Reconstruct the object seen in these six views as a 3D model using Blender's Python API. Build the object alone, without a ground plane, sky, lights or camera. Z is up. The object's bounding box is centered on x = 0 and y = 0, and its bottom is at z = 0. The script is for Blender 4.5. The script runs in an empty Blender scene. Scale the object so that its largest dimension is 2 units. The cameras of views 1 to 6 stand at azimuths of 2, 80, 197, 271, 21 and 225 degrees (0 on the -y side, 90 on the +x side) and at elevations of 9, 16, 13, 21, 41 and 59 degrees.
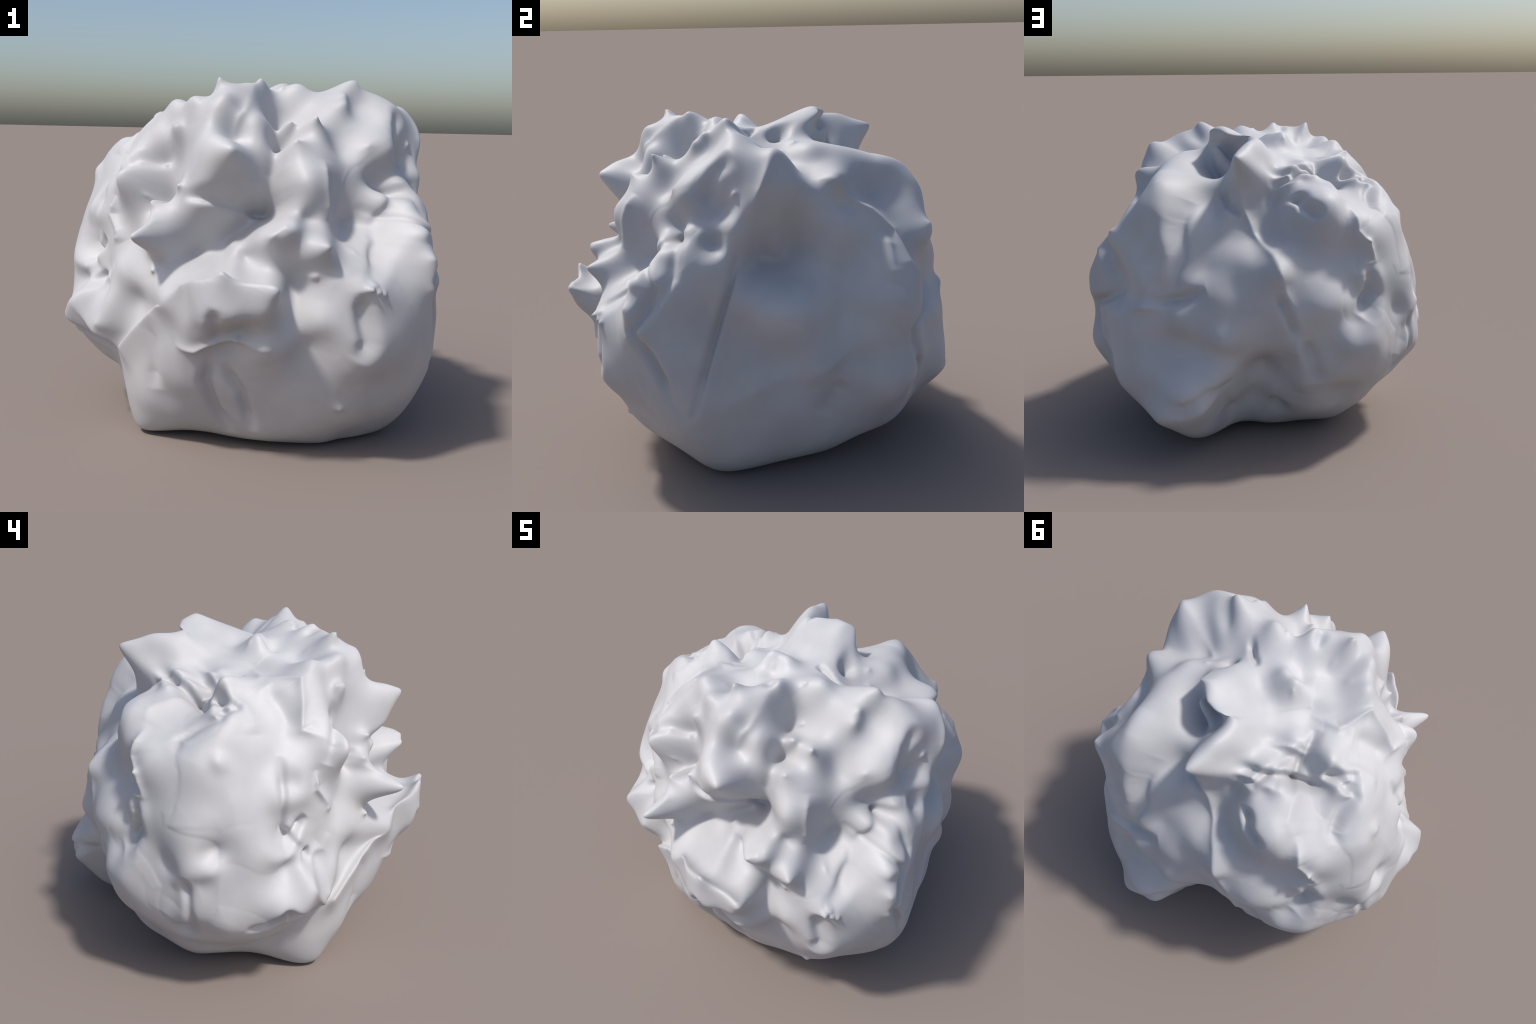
"""A ball of crumpled white paper, built as one continuous folded sheet.

The sheet is a closed surface around CENTRE.  Its form is given by fold
landmarks (azimuth, elevation, distance from the centre, rounding): peaks and
creases have a small rounding, soft swellings a large one.  A membrane is
stretched over the landmarks, then thorns, pits and fine wrinkles are added.
Azimuth 0 is the -y side, 90 the +x side.
"""
import bpy, bmesh, math
import numpy as np

CENTRE = np.array([0.0, 0.0, 0.85])
CRISP = 0.4        # how much sharper than the stretched membrane the folds are

def direction(az, el):
    a, e = math.radians(az), math.radians(el)
    return np.array([math.cos(e) * math.sin(a), -math.cos(e) * math.cos(a), math.sin(e)])

# ---------------------------------------------------------------- landmarks
LM = []
def landmarks(region, *marks):
    """fold landmarks of one region: (azimuth, elevation, radius, rounding)"""
    LM.extend(marks)

landmarks('front',
    (-30.2, -41.0, 0.903, 0.09), (-20.5, -34.2, 0.894, 0.09), (-4.5, -41.2, 0.909, 0.09), (35.5, -34.7, 1.048, 0.09),
    (-33.6, -21.3, 0.784, 0.07), (-16.2, -22.1, 0.868, 0.09), (-7.5, -18.5, 0.867, 0.09), (19.0, -18.8, 0.879, 0.1),
    (31.3, -19.1, 1.058, 0.09), (42.1, -27.9, 1.054, 0.09), (-42.8, -14.2, 0.713, 0.1), (-25.9, -15.5, 0.784, 0.07),
    (-21.8, -7.2, 0.833, 0.1), (-16.5, -8.3, 0.835, 0.07), (-7.9, -14.7, 0.924, 0.07), (-0.6, -9.6, 0.957, 0.07),
    (0.2, -12.5, 0.888, 0.09), (5.4, -17.8, 0.927, 0.09), (14.7, -17.9, 0.910, 0.07), (16.6, -9.0, 0.836, 0.1),
    (20.5, -9.5, 0.905, 0.1), (29.1, -7.8, 0.992, 0.1), (33.1, -13.5, 1.060, 0.07), (35.2, -8.3, 1.039, 0.1),
    (-39.2, -4.9, 0.741, 0.1), (-31.5, -0.2, 0.728, 0.1), (-22.0, 6.0, 0.623, 0.07), (-11.4, -5.2, 0.890, 0.07),
    (-7.0, 3.0, 0.683, 0.07), (-4.1, -3.7, 0.934, 0.07), (-1.8, 1.2, 0.809, 0.1), (-0.9, -4.0, 0.939, 0.07),
    (2.0, 4.0, 0.683, 0.07), (8.0, 5.0, 0.777, 0.07), (8.9, -0.8, 0.856, 0.09), (9.0, -4.2, 0.960, 0.07),
    (15.1, 2.6, 0.802, 0.1), (16.3, -3.7, 0.786, 0.07), (32.0, -1.1, 1.011, 0.07), (32.1, 3.7, 0.921, 0.1),
    (37.2, 2.8, 0.963, 0.07), (-32.4, 7.5, 0.812, 0.1), (-29.7, 9.6, 0.916, 0.03), (-28.0, 12.4, 0.841, 0.09),
    (-15.0, 10.0, 0.599, 0.07),
)
landmarks('front',
    (-4.7, 12.1, 0.588, 0.1), (-3.0, 10.0, 0.635, 0.07), (3.8, 17.0, 0.615, 0.1), (7.8, 11.6, 0.856, 0.03),
    (14.0, 14.8, 0.907, 0.07), (14.9, 9.9, 0.886, 0.09), (16.2, 17.2, 0.851, 0.09), (17.0, 6.2, 0.874, 0.07),
    (19.5, 12.6, 0.884, 0.1), (22.3, 8.9, 0.957, 0.03), (27.8, 17.1, 0.825, 0.1), (33.7, 10.3, 0.792, 0.1),
    (34.8, 16.8, 0.760, 0.1), (42.0, 11.9, 0.836, 0.07), (42.2, 15.3, 0.763, 0.07), (-39.9, 24.5, 0.658, 0.1),
    (-35.4, 23.9, 0.675, 0.07), (-34.1, 22.8, 0.760, 0.03), (-24.6, 28.5, 0.756, 0.03), (-19.8, 28.6, 0.777, 0.1),
    (-17.6, 21.4, 0.741, 0.1), (-11.1, 25.2, 0.795, 0.1), (-3.4, 29.8, 0.864, 0.09), (12.6, 24.2, 0.662, 0.07),
    (16.9, 26.6, 0.834, 0.1), (35.2, 27.6, 0.821, 0.1), (-41.5, 39.0, 0.745, 0.07), (-8.3, 39.4, 0.921, 0.09),
    (-2.0, 32.9, 0.953, 0.03), (5.8, 35.6, 0.780, 0.1), (18.9, 40.9, 0.870, 0.07), (19.4, 39.5, 0.876, 0.1),
    (20.7, 30.3, 0.881, 0.09), (32.0, 34.0, 0.862, 0.1), (43.4, 37.7, 0.825, 0.07), (43.5, 33.1, 0.847, 0.1),
    (-38.3, 48.8, 0.815, 0.1), (-32.9, 46.7, 0.846, 0.03), (-30.6, 49.2, 0.846, 0.1), (-30.5, 42.8, 0.761, 0.1),
    (-12.1, 43.4, 0.888, 0.09), (-4.5, 44.7, 0.812, 0.07), (-2.4, 49.7, 0.867, 0.1), (7.7, 42.0, 0.816, 0.1),
    (13.6, 47.1, 0.786, 0.1),
)
landmarks('front',
    (17.4, 44.8, 0.759, 0.07), (22.8, 48.2, 0.799, 0.1), (29.4, 47.2, 0.886, 0.03), (32.5, 45.0, 0.882, 0.1),
    (41.1, 43.4, 0.825, 0.1),
)
landmarks('crown',
    (-162.6, 51.4, 0.777, 0.1), (-148.2, 50.4, 0.782, 0.1), (-135.4, 53.6, 0.821, 0.1), (-107.2, 50.8, 0.743, 0.1),
    (-96.2, 50.7, 0.821, 0.09), (-69.3, 52.5, 0.791, 0.1), (-55.9, 53.3, 0.822, 0.09), (-10.2, 50.1, 0.924, 0.09),
    (-8.1, 53.3, 0.937, 0.03), (-0.4, 51.8, 0.866, 0.07), (4.8, 50.0, 0.867, 0.1), (17.3, 52.7, 0.814, 0.1),
    (21.6, 50.9, 0.866, 0.03), (28.2, 52.3, 0.786, 0.1), (36.4, 53.2, 0.809, 0.1), (51.6, 52.1, 0.923, 0.03),
    (61.2, 52.9, 0.932, 0.1), (89.2, 51.3, 0.847, 0.1), (102.8, 53.0, 0.792, 0.1), (124.3, 50.3, 0.883, 0.1),
    (159.7, 50.5, 0.763, 0.1), (-169.9, 59.3, 0.898, 0.07), (-160.5, 62.8, 0.824, 0.09), (-160.4, 57.3, 0.786, 0.1),
    (-124.9, 63.1, 0.681, 0.1), (-113.9, 65.8, 0.721, 0.1), (-107.0, 57.0, 0.698, 0.07), (-103.4, 55.4, 0.804, 0.07),
    (-103.1, 59.3, 0.744, 0.1), (-64.0, 61.8, 0.759, 0.1), (-44.8, 58.1, 0.876, 0.07), (-44.6, 63.3, 0.797, 0.1),
    (-38.1, 56.7, 0.865, 0.1), (-27.3, 60.7, 0.826, 0.1), (-27.1, 55.4, 0.910, 0.07), (-18.9, 54.6, 0.904, 0.1),
    (-18.0, 59.0, 0.899, 0.09), (-16.9, 65.8, 0.817, 0.07), (-15.8, 61.9, 0.918, 0.03), (-1.6, 64.1, 0.907, 0.09),
    (1.1, 57.0, 0.890, 0.1), (21.0, 60.4, 0.725, 0.1), (55.6, 55.0, 0.943, 0.03), (68.0, 57.5, 1.027, 0.03),
    (80.7, 62.9, 0.808, 0.1),
)
landmarks('crown',
    (83.5, 55.5, 0.880, 0.1), (111.4, 54.3, 0.847, 0.1), (115.9, 62.9, 0.813, 0.1), (143.4, 55.4, 0.758, 0.1),
    (145.0, 61.0, 0.727, 0.07), (152.0, 60.0, 0.716, 0.07), (152.4, 63.0, 0.848, 0.07), (154.2, 65.0, 0.781, 0.07),
    (160.0, 58.0, 0.701, 0.07), (166.0, 60.0, 0.739, 0.07), (171.4, 63.5, 0.751, 0.07), (-172.9, 68.1, 0.865, 0.09),
    (-171.1, 72.1, 0.837, 0.1), (-155.3, 75.4, 0.749, 0.1), (-151.0, 66.9, 0.736, 0.1), (-135.1, 74.4, 0.710, 0.1),
    (-115.9, 71.7, 0.705, 0.1), (-101.4, 66.6, 0.710, 0.1), (-94.0, 74.7, 0.702, 0.1), (-74.3, 70.9, 0.708, 0.1),
    (-56.3, 68.3, 0.753, 0.1), (-29.4, 74.4, 0.747, 0.1), (-10.8, 77.2, 0.741, 0.1), (9.6, 67.2, 0.918, 0.03),
    (27.8, 68.2, 0.837, 0.07), (44.5, 74.7, 0.814, 0.1), (44.7, 67.9, 0.894, 0.07), (56.4, 66.4, 0.867, 0.1),
    (104.6, 75.9, 0.804, 0.09), (126.9, 73.0, 0.856, 0.07), (139.5, 72.5, 0.879, 0.09), (155.6, 73.5, 0.847, 0.07),
    (-69.2, 80.3, 0.768, 0.1), (-51.2, 81.7, 0.808, 0.07), (-34.6, 81.1, 0.761, 0.07), (-20.5, 88.2, 0.773, 0.09),
    (2.7, 84.8, 0.797, 0.07), (26.2, 83.1, 0.778, 0.1), (144.6, 82.3, 0.747, 0.1),
)
landmarks('shaded_flank',
    (58.3, -30.4, 1.109, 0.09), (65.3, -39.6, 1.123, 0.09), (76.0, -31.0, 1.028, 0.1), (130.1, -38.7, 1.088, 0.09),
    (61.7, -21.1, 1.070, 0.09), (89.5, -27.3, 1.000, 0.1), (95.2, -20.0, 0.940, 0.09), (109.7, -23.7, 0.990, 0.1),
    (110.7, -29.1, 1.014, 0.1), (117.6, -23.1, 1.085, 0.1), (121.0, -18.5, 1.095, 0.1), (122.8, -23.1, 1.095, 0.09),
    (58.6, -9.3, 1.038, 0.09), (67.2, -15.9, 0.987, 0.1), (79.1, -15.6, 0.919, 0.1), (83.8, -9.4, 0.871, 0.1),
    (91.1, -15.5, 0.889, 0.1), (96.6, -16.0, 0.934, 0.1), (103.0, -9.1, 0.892, 0.1), (110.5, -12.0, 0.909, 0.1),
    (112.9, -6.2, 0.924, 0.1), (124.4, -11.5, 1.046, 0.1), (130.7, -14.7, 1.054, 0.1), (131.9, -9.5, 1.013, 0.1),
    (45.5, 3.1, 1.033, 0.1), (48.7, 4.0, 1.086, 0.03), (48.8, -3.5, 1.078, 0.03), (51.1, -1.0, 1.092, 0.07),
    (53.8, -3.6, 1.060, 0.09), (53.9, 1.0, 1.054, 0.09), (74.7, -1.6, 0.875, 0.1), (89.5, 4.6, 0.892, 0.1),
    (102.1, 2.6, 0.858, 0.1), (110.2, -1.9, 0.863, 0.1), (118.6, 3.0, 1.007, 0.1), (119.4, -6.0, 1.006, 0.07),
    (122.9, 0.8, 1.041, 0.09), (123.5, -3.9, 1.041, 0.09), (129.7, 6.0, 0.994, 0.1), (48.2, 10.6, 1.047, 0.03),
    (48.4, 16.8, 0.919, 0.07), (51.7, 8.8, 1.053, 0.07), (53.3, 11.0, 1.046, 0.07), (56.1, 15.4, 0.984, 0.07),
    (58.6, 7.4, 1.007, 0.09),
)
landmarks('shaded_flank',
    (70.3, 8.5, 0.906, 0.1), (74.7, 16.0, 0.865, 0.1), (78.0, 15.6, 0.789, 0.1), (80.5, 9.7, 0.862, 0.1),
    (85.2, 14.6, 0.759, 0.1), (88.0, 18.0, 0.702, 0.07), (92.8, 11.8, 0.783, 0.1), (104.9, 17.5, 0.820, 0.1),
    (114.3, 6.5, 0.884, 0.1), (117.0, 14.5, 0.858, 0.1), (123.2, 13.3, 0.950, 0.1), (132.5, 13.4, 0.941, 0.1),
    (51.2, 27.9, 0.818, 0.07), (51.8, 21.3, 0.922, 0.1), (56.0, 23.6, 0.860, 0.07), (57.5, 21.0, 0.939, 0.07),
    (57.6, 24.8, 0.912, 0.03), (73.6, 26.7, 0.956, 0.1), (76.5, 23.9, 0.911, 0.07), (81.0, 23.7, 0.793, 0.1),
    (82.0, 20.0, 0.724, 0.07), (87.6, 21.0, 0.733, 0.1), (91.0, 29.4, 0.833, 0.1), (92.0, 23.0, 0.722, 0.07),
    (99.4, 29.7, 0.857, 0.1), (111.2, 27.8, 0.887, 0.1), (126.2, 27.4, 0.872, 0.1), (132.6, 21.9, 0.915, 0.1),
    (49.8, 37.6, 0.902, 0.07), (52.7, 31.2, 0.872, 0.07), (54.9, 33.1, 0.935, 0.07), (65.8, 41.6, 1.004, 0.1),
    (69.9, 31.8, 0.896, 0.1), (79.2, 30.9, 0.969, 0.09), (82.7, 36.0, 1.011, 0.09), (87.8, 34.1, 0.979, 0.1),
    (96.2, 36.8, 0.958, 0.09), (104.2, 38.1, 0.908, 0.09), (110.7, 38.9, 0.943, 0.07), (113.0, 34.0, 0.871, 0.09),
    (125.6, 32.8, 0.845, 0.1), (134.9, 33.1, 0.862, 0.1), (61.5, 47.5, 0.933, 0.1), (69.7, 49.5, 1.012, 0.1),
    (89.1, 42.2, 1.026, 0.09),
)
landmarks('shaded_flank',
    (89.9, 45.4, 1.010, 0.07), (101.9, 42.9, 0.871, 0.1), (116.3, 49.3, 0.860, 0.1),
)
landmarks('sunny_flank',
    (-127.3, -37.1, 0.904, 0.1), (-102.6, -40.1, 0.928, 0.1), (-101.4, -30.7, 0.957, 0.1), (-76.4, -38.2, 0.893, 0.09),
    (-60.9, -35.8, 0.859, 0.1), (-49.0, -32.2, 0.845, 0.07), (-129.3, -26.3, 0.940, 0.09), (-103.5, -20.2, 0.982, 0.09),
    (-98.1, -25.3, 0.965, 0.09), (-93.5, -23.1, 0.984, 0.1), (-85.5, -20.0, 0.952, 0.09), (-73.0, -25.6, 0.929, 0.09),
    (-68.6, -18.8, 0.965, 0.1), (-61.9, -19.0, 0.886, 0.09), (-56.5, -21.1, 0.868, 0.03), (-50.9, -27.4, 0.814, 0.09),
    (-134.0, -14.3, 0.925, 0.07), (-131.1, -17.0, 0.944, 0.09), (-129.2, -7.1, 0.867, 0.07), (-125.3, -11.5, 0.947, 0.1),
    (-118.6, -13.8, 0.934, 0.1), (-106.2, -13.0, 0.949, 0.1), (-101.1, -6.6, 0.947, 0.1), (-95.8, -12.8, 0.941, 0.1),
    (-74.9, -17.2, 0.960, 0.09), (-73.6, -9.9, 0.818, 0.07), (-67.5, -10.2, 0.846, 0.1), (-65.8, -12.7, 0.903, 0.07),
    (-62.5, -12.1, 0.810, 0.1), (-54.0, -13.8, 0.806, 0.1), (-133.6, -0.5, 0.858, 0.1), (-126.2, 4.2, 0.840, 0.1),
    (-121.5, -3.1, 0.880, 0.1), (-114.8, -5.4, 0.878, 0.1), (-101.9, 3.8, 0.914, 0.1), (-95.6, -0.3, 0.867, 0.1),
    (-87.6, 4.0, 0.867, 0.1), (-87.5, -2.4, 0.885, 0.1), (-73.5, -2.9, 0.847, 0.1), (-64.6, 4.5, 0.733, 0.1),
    (-49.2, -1.4, 0.746, 0.1), (-48.3, 4.5, 0.709, 0.1), (-133.9, 17.0, 0.790, 0.1), (-123.1, 7.5, 0.902, 0.07),
    (-121.3, 12.1, 0.871, 0.1),
)
landmarks('sunny_flank',
    (-119.6, 8.4, 0.889, 0.1), (-113.4, 8.2, 0.892, 0.1), (-104.6, 10.0, 0.895, 0.1), (-96.9, 15.4, 0.860, 0.09),
    (-91.4, 15.1, 0.847, 0.09), (-84.4, 17.9, 0.812, 0.1), (-76.9, 14.3, 0.812, 0.1), (-74.3, 6.6, 0.761, 0.1),
    (-65.9, 15.5, 0.783, 0.09), (-54.1, 7.5, 0.728, 0.07), (-50.7, 9.3, 0.704, 0.1), (-132.6, 25.1, 0.855, 0.1),
    (-126.7, 19.1, 0.834, 0.1), (-122.4, 25.6, 0.896, 0.1), (-121.8, 19.2, 0.883, 0.07), (-100.6, 25.0, 0.893, 0.1),
    (-96.8, 27.6, 0.874, 0.09), (-78.0, 26.3, 0.783, 0.1), (-68.4, 20.4, 0.808, 0.1), (-60.2, 19.2, 0.745, 0.1),
    (-52.4, 26.0, 0.823, 0.1), (-48.8, 27.1, 0.856, 0.09), (-133.3, 34.8, 0.893, 0.1), (-126.9, 30.9, 0.866, 0.1),
    (-114.8, 33.5, 0.835, 0.1), (-102.2, 41.9, 0.832, 0.09), (-97.9, 34.8, 0.883, 0.1), (-87.5, 32.8, 0.830, 0.1),
    (-80.0, 33.8, 0.796, 0.1), (-72.3, 35.4, 0.761, 0.1), (-56.5, 33.1, 0.815, 0.1), (-46.6, 34.7, 0.816, 0.07),
    (-98.6, 45.6, 0.866, 0.07), (-84.4, 46.1, 0.770, 0.1), (-47.4, 46.8, 0.831, 0.1),
)
landmarks('back',
    (-172.6, -30.3, 0.809, 0.09), (-144.3, -30.7, 0.879, 0.09), (-136.1, -33.3, 0.896, 0.1), (136.9, -35.9, 1.084, 0.09),
    (144.2, -31.2, 1.078, 0.09), (160.7, -41.5, 1.103, 0.09), (172.5, -41.3, 1.090, 0.09), (-150.7, -27.2, 0.815, 0.1),
    (-137.5, -24.4, 0.907, 0.09), (136.8, -22.4, 1.042, 0.1), (142.6, -21.0, 1.081, 0.1), (147.1, -24.8, 1.121, 0.09),
    (151.6, -19.6, 1.084, 0.09), (163.7, -25.9, 1.128, 0.09), (165.6, -28.8, 1.176, 0.07), (168.4, -23.1, 1.078, 0.09),
    (170.4, -29.9, 1.124, 0.09), (175.8, -26.3, 1.079, 0.07), (178.7, -29.0, 1.028, 0.07), (179.3, -18.1, 0.893, 0.1),
    (-177.8, -11.9, 0.895, 0.09), (-177.2, -6.6, 0.856, 0.1), (-161.8, -9.8, 0.789, 0.09), (-155.6, -9.4, 0.809, 0.1),
    (-152.5, -16.4, 0.809, 0.09), (-145.3, -7.5, 0.837, 0.1), (-140.1, -16.4, 0.861, 0.1), (-137.2, -6.2, 0.863, 0.1),
    (135.4, -11.3, 1.010, 0.1), (140.6, -6.8, 0.999, 0.07), (148.5, -12.6, 1.032, 0.09), (152.3, -7.4, 1.001, 0.09),
    (160.5, -18.0, 1.033, 0.1), (163.3, -13.6, 0.934, 0.1), (168.2, -9.8, 0.904, 0.1), (170.6, -17.8, 0.926, 0.1),
    (-178.7, 2.6, 0.824, 0.1), (-174.5, 5.5, 0.789, 0.07), (-143.3, -2.8, 0.861, 0.1), (139.9, 4.3, 0.915, 0.1),
    (144.2, 1.5, 0.923, 0.1), (152.5, 0.8, 0.938, 0.07), (155.5, 2.6, 0.942, 0.1), (160.4, 5.4, 0.896, 0.1),
    (166.0, 0.1, 0.870, 0.1),
)
landmarks('back',
    (167.5, -4.2, 0.911, 0.07), (174.1, 5.6, 0.829, 0.1), (174.6, -0.5, 0.856, 0.1), (-170.8, 17.9, 0.743, 0.1),
    (-163.4, 12.3, 0.781, 0.1), (-156.6, 10.7, 0.819, 0.07), (-155.5, 7.8, 0.805, 0.1), (-144.2, 14.0, 0.779, 0.1),
    (138.0, 17.3, 1.016, 0.07), (138.3, 11.2, 0.947, 0.1), (146.9, 9.9, 0.956, 0.1), (150.7, 15.8, 0.944, 0.1),
    (152.5, 7.7, 0.952, 0.09), (161.3, 12.9, 0.884, 0.09), (165.4, 9.1, 0.875, 0.1), (173.1, 11.5, 0.781, 0.07),
    (-176.0, 24.1, 0.692, 0.07), (-167.1, 24.4, 0.681, 0.1), (-148.8, 27.2, 0.786, 0.1), (138.2, 25.4, 0.952, 0.1),
    (140.0, 19.7, 1.006, 0.09), (147.9, 20.2, 0.965, 0.1), (152.7, 27.7, 0.967, 0.1), (156.7, 25.3, 0.913, 0.09),
    (157.3, 19.5, 0.913, 0.1), (175.1, 22.3, 0.736, 0.1), (-177.9, 38.2, 0.711, 0.1), (-166.4, 36.2, 0.669, 0.1),
    (-156.6, 37.2, 0.725, 0.1), (-155.4, 32.2, 0.765, 0.1), (-148.0, 38.3, 0.821, 0.07), (-139.2, 31.7, 0.882, 0.1),
    (140.9, 39.5, 0.939, 0.1), (153.2, 35.7, 0.935, 0.1), (158.8, 33.9, 0.857, 0.07), (163.7, 30.8, 0.816, 0.1),
    (165.3, 40.8, 0.736, 0.1), (170.1, 36.6, 0.723, 0.1), (178.2, 37.5, 0.728, 0.1), (-174.5, 46.2, 0.768, 0.1),
    (-156.8, 47.0, 0.690, 0.1), (-144.8, 44.9, 0.797, 0.1), (-140.1, 48.7, 0.788, 0.07), (152.5, 46.4, 0.833, 0.09),
    (176.9, 46.7, 0.755, 0.1),
)
landmarks('underside',
    (180.0, -90.0, 0.841, 0.07), (37.5, -79.7, 0.813, 0.1), (-90.0, -70.3, 0.893, 0.07), (-45.0, -71.6, 0.889, 0.07),
    (180.0, -76.5, 0.852, 0.07), (-162.5, -64.1, 0.914, 0.07), (-135.0, -62.5, 0.918, 0.07), (-112.6, -57.1, 0.950, 0.07),
    (-106.9, -56.1, 0.939, 0.09), (-56.0, -54.9, 1.025, 0.07), (-36.6, -59.9, 0.966, 0.07), (0.0, -61.3, 0.954, 0.07),
    (50.2, -65.3, 0.934, 0.07), (101.3, -58.7, 0.979, 0.07), (129.8, -64.8, 0.917, 0.07), (175.3, -57.9, 0.933, 0.09),
    (-174.0, -45.3, 0.817, 0.1), (-156.1, -43.3, 0.836, 0.1), (-136.0, -43.1, 0.928, 0.09), (-122.4, -49.0, 0.936, 0.09),
    (-107.3, -44.1, 0.942, 0.09), (-79.5, -44.9, 0.881, 0.1), (-72.5, -42.4, 0.872, 0.09), (-48.8, -52.1, 1.036, 0.07),
    (-43.1, -47.8, 0.985, 0.09), (-37.9, -42.7, 0.939, 0.09), (11.0, -49.1, 0.984, 0.09), (16.8, -42.8, 0.967, 0.1),
    (38.0, -53.0, 1.054, 0.07), (45.2, -48.5, 1.060, 0.09), (52.1, -50.8, 1.083, 0.07), (54.6, -46.3, 1.092, 0.09),
    (65.8, -47.7, 1.122, 0.07), (94.5, -48.7, 1.058, 0.09), (108.7, -49.4, 1.051, 0.07), (124.5, -45.4, 1.053, 0.07),
    (170.4, -49.5, 1.042, 0.09),
)

# ---------------------------------------------------------------- folds
FOLDS = []
def crease(height, width, *path):
    """soft groove (height < 0) along a path of (azimuth, elevation)"""
    FOLDS.append(('soft', height, width, path))
def ridge(height, width, *path):
    """sharp pinched fold along a path"""
    FOLDS.append(('sharp', height, width, path))
def dent(height, width, *path):
    """round hollow (height < 0) or swelling (height > 0)"""
    FOLDS.append(('soft', height, width, path))

def thorn(height, width, *path):
    """needle-like pinched tip"""
    FOLDS.append(('needle', height, width, path))

crease(-0.027, 0.036, (-4.9, -7.0), (-6.1, -19.0))
crease(-0.0315, 0.0336, (-8.4, -23.0), (-10.3, -32.7), (-8.9, -44.0), (-4.2, -53.6))
crease(-0.027, 0.03, (-4.6, -26.1), (1.7, -36.4), (5.2, -49.7))
crease(-0.018, 0.048, (-31.3, -18.8), (-32.8, -38.3))
crease(-0.036, 0.036, (30.9, -1.9), (32.0, -7.6), (32.7, -13.3), (31.2, -17.8))
crease(-0.054, 0.06, (23.3, 65.6), (18.1, 50.6), (12.9, 34.2), (13.2, 25.3), (8.0, 13.9))
crease(-0.045, 0.036, (-22.3, 26.0), (-10.8, 24.8), (0.6, 25.4), (12.8, 22.9))
crease(-0.027, 0.03, (-74.9, 28.4), (-74.3, 16.4), (-74.5, 4.7), (-64.6, -6.9))
dent(-0.036, 0.06, (21.3, 17.4))
ridge(0.018, 0.03, (29.2, 34.0), (27.7, 25.2), (28.5, 16.7))
ridge(0.018, 0.03, (9.5, 67.1), (0.4, 51.5), (-5.4, 44.4))
ridge(0.018, 0.02, (7.9, 11.5), (11.0, 13.7), (14.3, 15.4))
ridge(0.0225, 0.02, (-20.2, -20.9), (-12.4, -21.4), (-5.6, -18.6), (0.0, -17.6), (9.8, -18.1))
dent(-0.018, 0.06, (-10.4, -14.4))
ridge(0.018, 0.02, (-41.7, 24.6), (-28.3, 15.5), (-28.0, 11.6), (-30.4, 9.7))
crease(-0.0405, 0.0312, (54.8, 25.1), (48.1, 15.8), (42.5, 7.9), (36.8, 2.8), (31.6, -0.7))
crease(-0.018, 0.024, (57.9, 25.7), (58.4, 12.8), (56.4, 8.2), (52.6, 1.6), (49.3, -3.0))
crease(-0.045, 0.036, (-86.3, 64.9), (-124.7, 50.2), (-131.6, 50.2))
dent(-0.072, 0.05, (103.0, 69.3))
crease(-0.027, 0.024, (81.4, 80.1), (76.9, 74.0), (69.2, 66.2))
ridge(0.0225, 0.025, (-53.5, 31.3), (-63.8, 36.7), (-56.0, 52.9), (-75.3, 60.4), (-78.3, 72.0))
ridge(0.027, 0.05, (-176.4, 54.6), (-175.8, 47.9), (-174.0, 38.4), (-168.0, 29.7), (-159.4, 18.6), (-156.6, 10.5), (-153.3, -2.7), (-148.7, -12.3))
dent(-0.054, 0.14, (-159.8, 30.6))
dent(-0.027, 0.04, (-146.8, 39.5))
crease(-0.054, 0.048, (-123.0, 11.6), (-122.0, 0.9), (-127.8, -7.1))
crease(-0.0315, 0.036, (159.0, 35.9), (163.1, 25.0), (164.7, 14.8), (165.2, 3.4))
crease(0.027, 0.054, (142.4, 45.8), (159.2, 26.6), (161.9, 15.8), (162.5, 5.7))
crease(-0.027, 0.036, (169.4, 47.4), (176.2, 39.9), (-175.8, 35.5))
crease(-0.027, 0.036, (156.0, -0.1), (161.5, -0.4), (168.8, 1.8), (176.3, 5.5))
ridge(0.027, 0.025, (134.7, -8.3), (154.5, -1.8), (161.2, -2.0), (168.4, -0.6))
crease(-0.045, 0.036, (164.6, -24.8), (172.4, -27.4), (177.9, -26.2), (-178.3, -28.3), (179.2, -42.1), (175.1, -51.0))
dent(0.036, 0.12, (174.9, -30.8))
dent(-0.045, 0.12, (-163.0, -30.5))
crease(-0.027, 0.03, (-157.9, 3.5), (-153.9, -4.9), (-150.4, -12.4))
crease(-0.027, 0.042, (-147.0, -13.2), (-143.1, -23.0), (-141.4, -30.6))
ridge(0.036, 0.04, (-150.8, -12.4), (-147.0, -37.6))
dent(-0.045, 0.06, (-156.7, -49.3))
ridge(0.027, 0.03, (-126.4, 34.1), (-126.7, 23.7), (-122.8, 19.2), (-119.0, 10.9))
crease(-0.018, 0.024, (-104.2, -7.3), (-102.0, -28.4))
crease(-0.036, 0.03, (-160.4, 51.6), (-147.3, 51.3), (-107.6, 62.5))
crease(-0.036, 0.036, (-107.0, 49.3), (-93.2, 45.1), (-99.0, 39.5))
ridge(0.027, 0.03, (-154.7, 65.8), (-122.6, 64.3), (-108.7, 59.4), (-128.6, 39.0), (-127.6, 33.0))
crease(-0.063, 0.036, (-144.8, 54.9), (-129.2, 53.7), (-104.8, 42.8))
crease(-0.0225, 0.036, (-100.3, 49.0), (-97.8, 39.3), (-104.9, 35.7), (-111.0, 31.3), (-109.0, 26.4))
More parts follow.
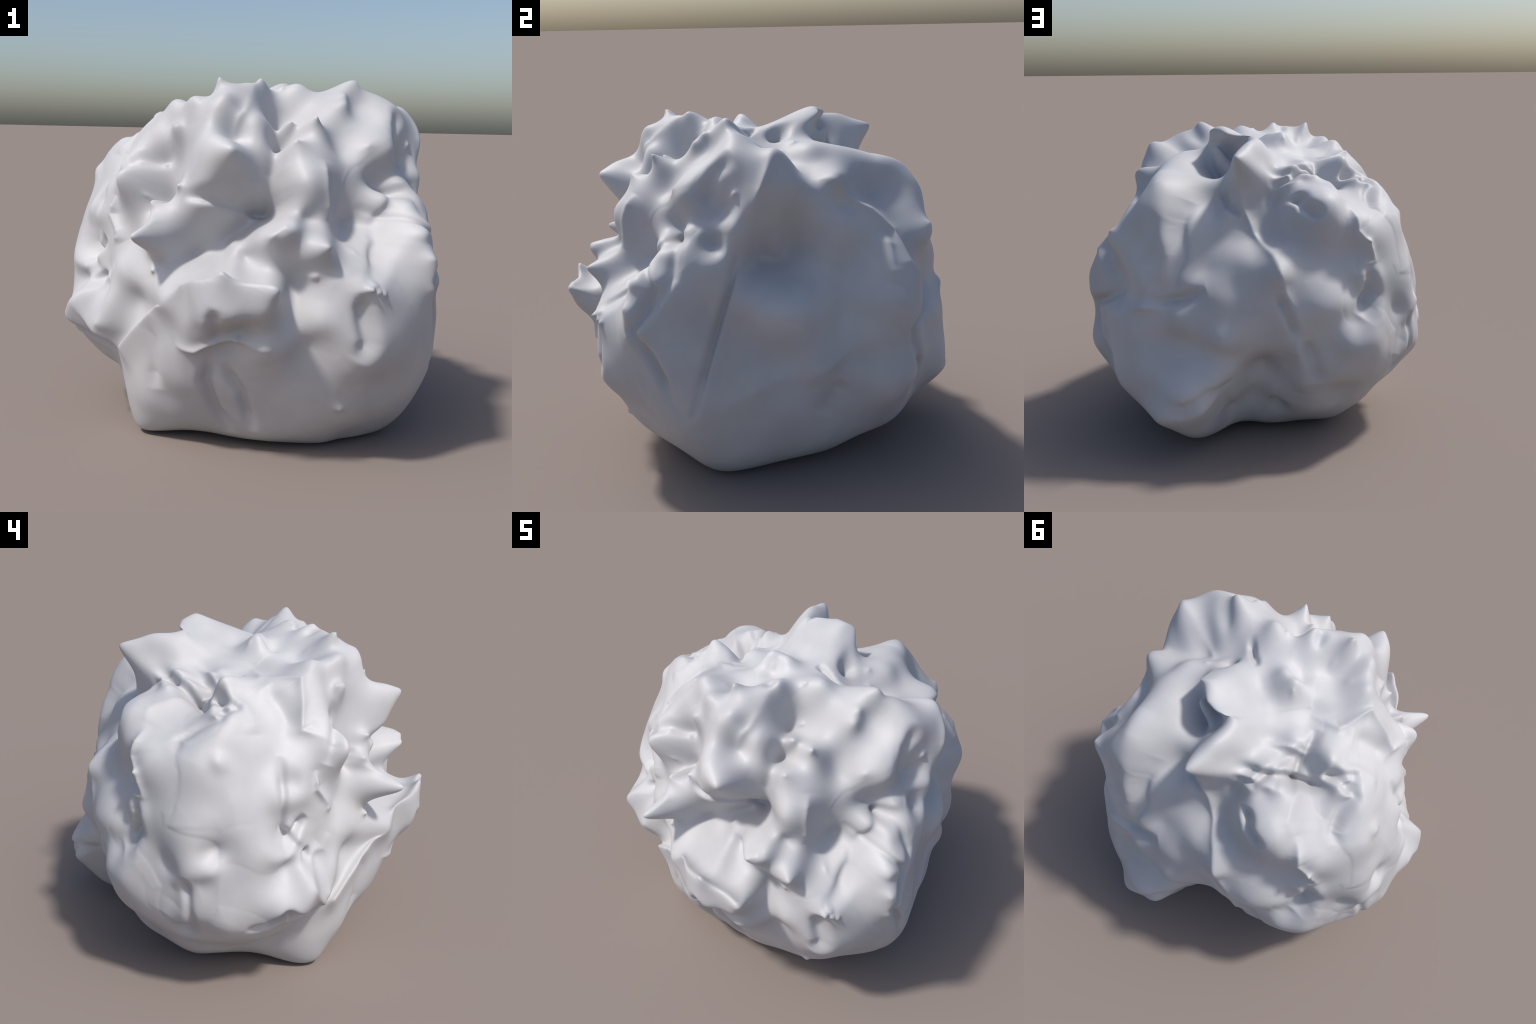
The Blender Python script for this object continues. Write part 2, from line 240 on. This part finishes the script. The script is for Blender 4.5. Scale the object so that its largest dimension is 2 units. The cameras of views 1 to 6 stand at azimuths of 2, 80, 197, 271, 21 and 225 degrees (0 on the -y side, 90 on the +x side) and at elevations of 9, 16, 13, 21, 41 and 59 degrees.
crease(-0.027, 0.06, (-75.3, 54.5), (-70.1, 47.1), (-65.7, 37.4))
ridge(0.018, 0.05, (-90.8, 49.5), (-84.9, 42.8), (-83.2, 35.8))
dent(0.018, 0.05, (-94.8, 26.2))
dent(-0.045, 0.08, (-70.9, 19.3))
dent(-0.072, 0.07, (-74.5, 1.5))
crease(-0.036, 0.036, (-64.1, 7.5), (-70.5, 1.4), (-75.5, -1.8))
dent(-0.018, 0.05, (-96.6, -0.1))
dent(0.018, 0.05, (-95.7, -4.7))
dent(-0.045, 0.05, (-105.1, -28.0))
crease(-0.018, 0.06, (-110.3, -22.0), (-106.4, -14.3), (-100.4, -10.1), (-94.2, -10.9))
dent(0.018, 0.1, (-118.3, -6.0))
dent(-0.018, 0.06, (-109.6, -6.0))
ridge(0.027, 0.025, (-59.9, 23.2), (-59.7, 16.2), (-51.8, 6.7))
crease(-0.045, 0.03, (-57.3, -32.4), (-73.1, -19.4), (-78.7, -25.5), (-85.9, -25.6))
ridge(0.027, 0.025, (-53.6, -2.0), (-57.0, -7.8), (-65.7, -9.5), (-65.3, -12.9), (-53.4, -32.5))
crease(-0.045, 0.048, (-36.3, 44.1), (-49.7, 33.1), (-55.3, 24.1))
dent(-0.063, 0.06, (75.5, 57.4))
crease(-0.045, 0.036, (-162.1, 56.0), (-148.3, 55.8), (-134.1, 52.3), (-119.1, 50.5), (-114.2, 51.5))
crease(-0.045, 0.042, (-103.7, 51.7), (-99.8, 44.8), (-97.9, 40.8))
crease(-0.036, 0.036, (-148.3, 42.1), (-146.8, 35.6), (-140.3, 30.4))
dent(-0.036, 0.04, (4.3, 67.9))
ridge(0.027, 0.03, (99.8, 60.5), (82.1, 35.7), (77.5, 26.7))
crease(-0.027, 0.018, (76.6, 24.0), (74.7, 18.4), (69.9, 1.6), (65.6, -13.4), (61.5, -25.4))
crease(-0.027, 0.0192, (42.9, 21.8), (54.5, 9.2), (50.4, -1.6), (55.4, -12.6), (60.8, -25.4))
dent(-0.045, 0.12, (86.0, 9.4))
dent(-0.072, 0.07, (67.8, 21.5))
crease(-0.027, 0.036, (72.8, 43.3), (66.1, 39.2), (62.2, 32.3))
ridge(0.036, 0.04, (103.4, 41.6), (114.5, 33.9), (123.1, 28.6), (127.9, 21.4), (126.0, 12.4), (136.5, 0.6))
ridge(0.027, 0.03, (124.7, 21.6), (121.1, 12.1), (120.1, 6.6))
ridge(0.018, 0.06, (122.9, -5.6), (104.3, -13.0), (84.6, -18.5), (66.3, -24.7))
crease(-0.0135, 0.06, (106.4, -20.7), (99.5, -30.0))
crease(-0.036, 0.036, (145.4, 1.0), (126.5, -5.9), (131.9, -19.0), (133.6, -29.7))
thorn(0.015, 0.022, (-36.6, 48.5))
thorn(0.0225, 0.022, (-46.8, 34.7))
thorn(0.0188, 0.022, (-40.4, 38.6))
thorn(0.0225, 0.022, (-23.9, 28.2))
thorn(0.0188, 0.022, (-41.7, 24.6))
thorn(0.015, 0.022, (-54.2, 7.5))
thorn(0.015, 0.022, (0.0, -17.6))
thorn(0.0225, 0.022, (56.0, 55.0))
thorn(0.0225, 0.022, (51.8, 52.1))
thorn(0.0263, 0.022, (29.6, 47.3))
thorn(0.0225, 0.022, (29.5, 58.5))
thorn(0.0225, 0.022, (19.8, 39.8))
thorn(0.015, 0.022, (50.0, 37.5))
thorn(0.015, 0.022, (48.8, -3.5))
thorn(0.03, 0.022, (-32.0, -0.9))
thorn(0.03, 0.022, (20.2, 0.5))
thorn(0.0225, 0.022, (22.3, 9.0))
thorn(0.0225, 0.022, (-15.2, 60.9))
thorn(0.015, 0.022, (-57.0, -21.0))
thorn(0.0188, 0.022, (-122.8, 19.2))
thorn(0.015, 0.022, (-17.1, 65.9))
thorn(0.015, 0.022, (-75.8, 82.7))
thorn(0.015, 0.022, (178.9, -37.6))
thorn(0.015, 0.022, (-15.1, 62.0))
thorn(0.0188, 0.022, (-30.0, 80.8))
thorn(0.015, 0.022, (-38.5, 62.6))
thorn(0.015, 0.022, (33.2, 70.5))
thorn(0.015, 0.022, (139.0, 18.8))
thorn(0.03, 0.022, (73.0, 34.7))
thorn(0.015, 0.022, (108.4, 61.3))
thorn(0.0188, 0.022, (31.3, -34.0))
thorn(0.015, 0.022, (48.2, 3.7))
thorn(0.015, 0.022, (34.1, 7.0))
dent(0.0117, 0.011, (32.8, -0.3))
dent(0.0117, 0.011, (33.7, -0.7))
dent(0.0117, 0.011, (32.3, -1.5))
dent(0.0117, 0.011, (34.2, -2.1))
dent(0.0117, 0.011, (35.7, -2.7))
dent(0.0117, 0.011, (31.6, -1.4))
dent(-0.054, 0.03, (55.6, 23.4))
dent(-0.045, 0.03, (-31.3, 24.2))
dent(-0.072, 0.035, (-64.4, -8.4))


def path_frame(X, path):
    """distance of every point to the path, and how far along it (0..1) it lies"""
    Q = np.array([direction(*p) for p in path])
    best = np.linalg.norm(X - Q[0], axis=1); along = np.zeros(len(X))
    if len(Q) == 1:
        return best, along + .5
    L = np.linalg.norm(np.diff(Q, axis=0), axis=1); start = np.append(0, np.cumsum(L)) / L.sum()
    best[:] = 9
    for i, (a, b) in enumerate(zip(Q[:-1], Q[1:])):
        ab = b - a
        s = np.clip((X - a) @ ab / (ab @ ab), 0, 1)
        d = np.linalg.norm(X - a - s[:, None] * ab, axis=1)
        near = d < best
        best[near] = d[near]; along[near] = start[i] + s[near] * L[i] / L.sum()
    return best, along

def wobble(X, seed, scale):
    """smooth random value in -1..1 from a few random plane waves"""
    g = np.random.default_rng(seed)
    out = np.zeros(len(X))
    for _ in range(5):
        k = g.normal(size=3); k *= scale * g.uniform(.6, 1.5) / np.linalg.norm(k)
        out += np.sin(X @ k + g.uniform(0, 6.28))
    return out / 3

def fold_relief(X):
    out = np.zeros(len(X))
    W = X + .012 * np.stack([wobble(X, 1, 14), wobble(X, 2, 14), wobble(X, 3, 14)], 1)
    for i, (kind, h, w, path) in enumerate(FOLDS):
        Q0 = direction(*path[len(path) // 2])
        reach = 4.5 * w + sum(np.linalg.norm(direction(*p) - direction(*q)) for p, q in zip(path[:-1], path[1:]))
        sel = np.nonzero(np.linalg.norm(X - Q0, axis=1) < reach)[0]
        if len(sel) == 0:
            continue
        d, s = path_frame(W[sel], path)
        fade = np.minimum(1, 1.5 * np.sin(np.pi * s)) if len(path) > 1 else 1.0
        d = d / w
        if kind == 'soft':
            out[sel] += h * fade * np.exp(-d * d)
        elif kind == 'sharp':
            out[sel] += h * fade * np.exp(-np.sqrt(d * d + .05) + .22)
        else:
            out[sel] += h * np.exp(-1.3 * d)
    return out

# ---------------------------------------------------------------- membrane
def fit_membrane(marks, slack=1e-3):
    D = np.array([direction(m[0], m[1]) for m in marks])
    R = np.array([m[2] for m in marks]); c2 = np.array([m[3] for m in marks]) ** 2
    n = len(R)
    K = np.sqrt(np.maximum(0, 2 - 2 * D @ D.T) + c2)
    A = np.zeros((n + 1, n + 1))
    A[:n, :n] = K - slack * np.eye(n); A[:n, n] = 1; A[n, :n] = 1
    w = np.linalg.solve(A, np.append(R, 0))
    def radius(X):
        out = np.empty(len(X))
        for i in range(0, len(X), 20000):
            out[i:i + 20000] = np.sqrt(np.maximum(0, 2 - 2 * X[i:i + 20000] @ D.T) + c2) @ w[:n] + w[n]
        return out
    return radius

# small facets of the crumpled sheet, everywhere
def crumple(X):
    g = np.random.default_rng(11)
    out = np.zeros(len(X))
    W = X + .03 * np.stack([wobble(X, 21, 9), wobble(X, 22, 9), wobble(X, 23, 9)], 1)
    for count, size in ((110, .035), (420, .018)):
        cells = g.normal(size=(count, 3)); cells /= np.linalg.norm(cells, axis=1)[:, None]
        for i in range(0, len(X), 20000):
            q = np.sort(2 - 2 * W[i:i + 20000] @ cells.T, axis=1)[:, :1]
            f = np.sqrt(np.maximum(q[:, 0], 0) + 2e-4)
            out[i:i + 20000] += size * (f - 1.1 / math.sqrt(count) * 1.2)
    return out * (.55 + .45 * wobble(X, 31, 3))

# overhanging tips and thin flaps: (path on the sheet, reach, drawn by)
PULLS = [
    # horn at the back of the crown
    (((-.07, .50, 1.52),), .085, (.015, .135, .055)),
    # thin roof over the hole at the back of the crown
    (((.21, .17, 1.665), (.10, .225, 1.655), (.0, .225, 1.63)), .06, (.01, .115, .02)),
    # lower lip: a thin flap standing up in front of the mouth hollow
    (((.16, -.95, .79), (.04, -.94, .79), (-.067, -.93, .80), (-.17, -.87, .78), (-.24, -.78, .74)), .042, (0, -.02, .075)),
    (((-.067, -.95, .87),), .035, (0, -.01, .04)),
    (((.14, -.96, .85),), .05, (.02, -.035, -.01)),
    # its continuation: a long flap standing off the sunny side, gully behind it
    (((-.28, -.73, .69), (-.37, -.63, .59), (-.46, -.55, .49), (-.53, -.48, .40)), .042, (-.045, -.01, .05)),
]

def distance_to_polyline(P, path):
    Q = np.array(path)
    best = np.linalg.norm(P - Q[0], axis=1)
    for a, b in zip(Q[:-1], Q[1:]):
        s = np.clip((P - a) @ (b - a) / ((b - a) @ (b - a)), 0, 1)
        best = np.minimum(best, np.linalg.norm(P - a - s[:, None] * (b - a), axis=1))
    return best

# ---------------------------------------------------------------- sheet mesh
def build_sheet():
    bm = bmesh.new()
    bmesh.ops.create_icosphere(bm, subdivisions=8, radius=1.0)
    bm.verts.index_update()
    X = np.array([v.co[:] for v in bm.verts])
    X /= np.linalg.norm(X, axis=1)[:, None]
    radius = fit_membrane(LM)
    R = radius(X) + fold_relief(X) + crumple(X)
    # stiff paper keeps its edges crisp: exaggerate the relief finer than a few centimetres
    E = np.array([[e.verts[0].index, e.verts[1].index] for e in bm.edges])
    valence = np.bincount(E.ravel(), minlength=len(X))
    soft = R.copy()
    for _ in range(14):
        soft = (np.bincount(E[:, 0], soft[E[:, 1]], len(X)) + np.bincount(E[:, 1], soft[E[:, 0]], len(X))) / valence
    R = R + np.clip(CRISP * (R - soft), -.012, .012)
    P = CENTRE + X * R[:, None]
    # overhanging tips are drawn out of the sheet sideways
    for path, reach, by in PULLS:
        d = distance_to_polyline(P, path) / reach
        P = P + np.exp(-d ** 1.6)[:, None] * np.array(by)
    # it rests on the ground: the underside is pressed flat
    z = P[:, 2]
    P[:, 2] = np.where(z < 0.03, 0.03 * np.exp((z - 0.03) / 0.03), z)
    for v, p in zip(bm.verts, P):
        v.co = p
    for f in bm.faces:
        f.smooth = True
    me = bpy.data.meshes.new('crumpled_paper_ball')
    bm.to_mesh(me); bm.free()
    return me

# ---------------------------------------------------------------- material
def paper_material():
    m = bpy.data.materials.new('white_paper'); m.use_nodes = True
    nt = m.node_tree; b = nt.nodes['Principled BSDF']
    tc = nt.nodes.new('ShaderNodeTexCoord')
    n = nt.nodes.new('ShaderNodeTexNoise'); n.inputs['Scale'].default_value = 3.0; n.inputs['Detail'].default_value = 4
    nt.links.new(tc.outputs['Object'], n.inputs['Vector'])
    r = nt.nodes.new('ShaderNodeValToRGB')
    r.color_ramp.elements[0].position = .35; r.color_ramp.elements[0].color = (.425, .425, .443, 1)  # both greys darkened below the paper's own tone, partway to the original's baked shading
    r.color_ramp.elements[1].position = .65; r.color_ramp.elements[1].color = (.505, .505, .518, 1)
    nt.links.new(n.outputs['Fac'], r.inputs['Fac'])
    nt.links.new(r.outputs['Color'], b.inputs['Base Color'])
    b.inputs['Roughness'].default_value = .55
    return m

ball = bpy.data.objects.new('crumpled_paper_ball', build_sheet())
bpy.context.scene.collection.objects.link(ball)
ball.data.materials.append(paper_material())
ball['label'] = 'crumpled ball of white paper with sharp folds and hollows'
ball['category'] = 'paper ball'
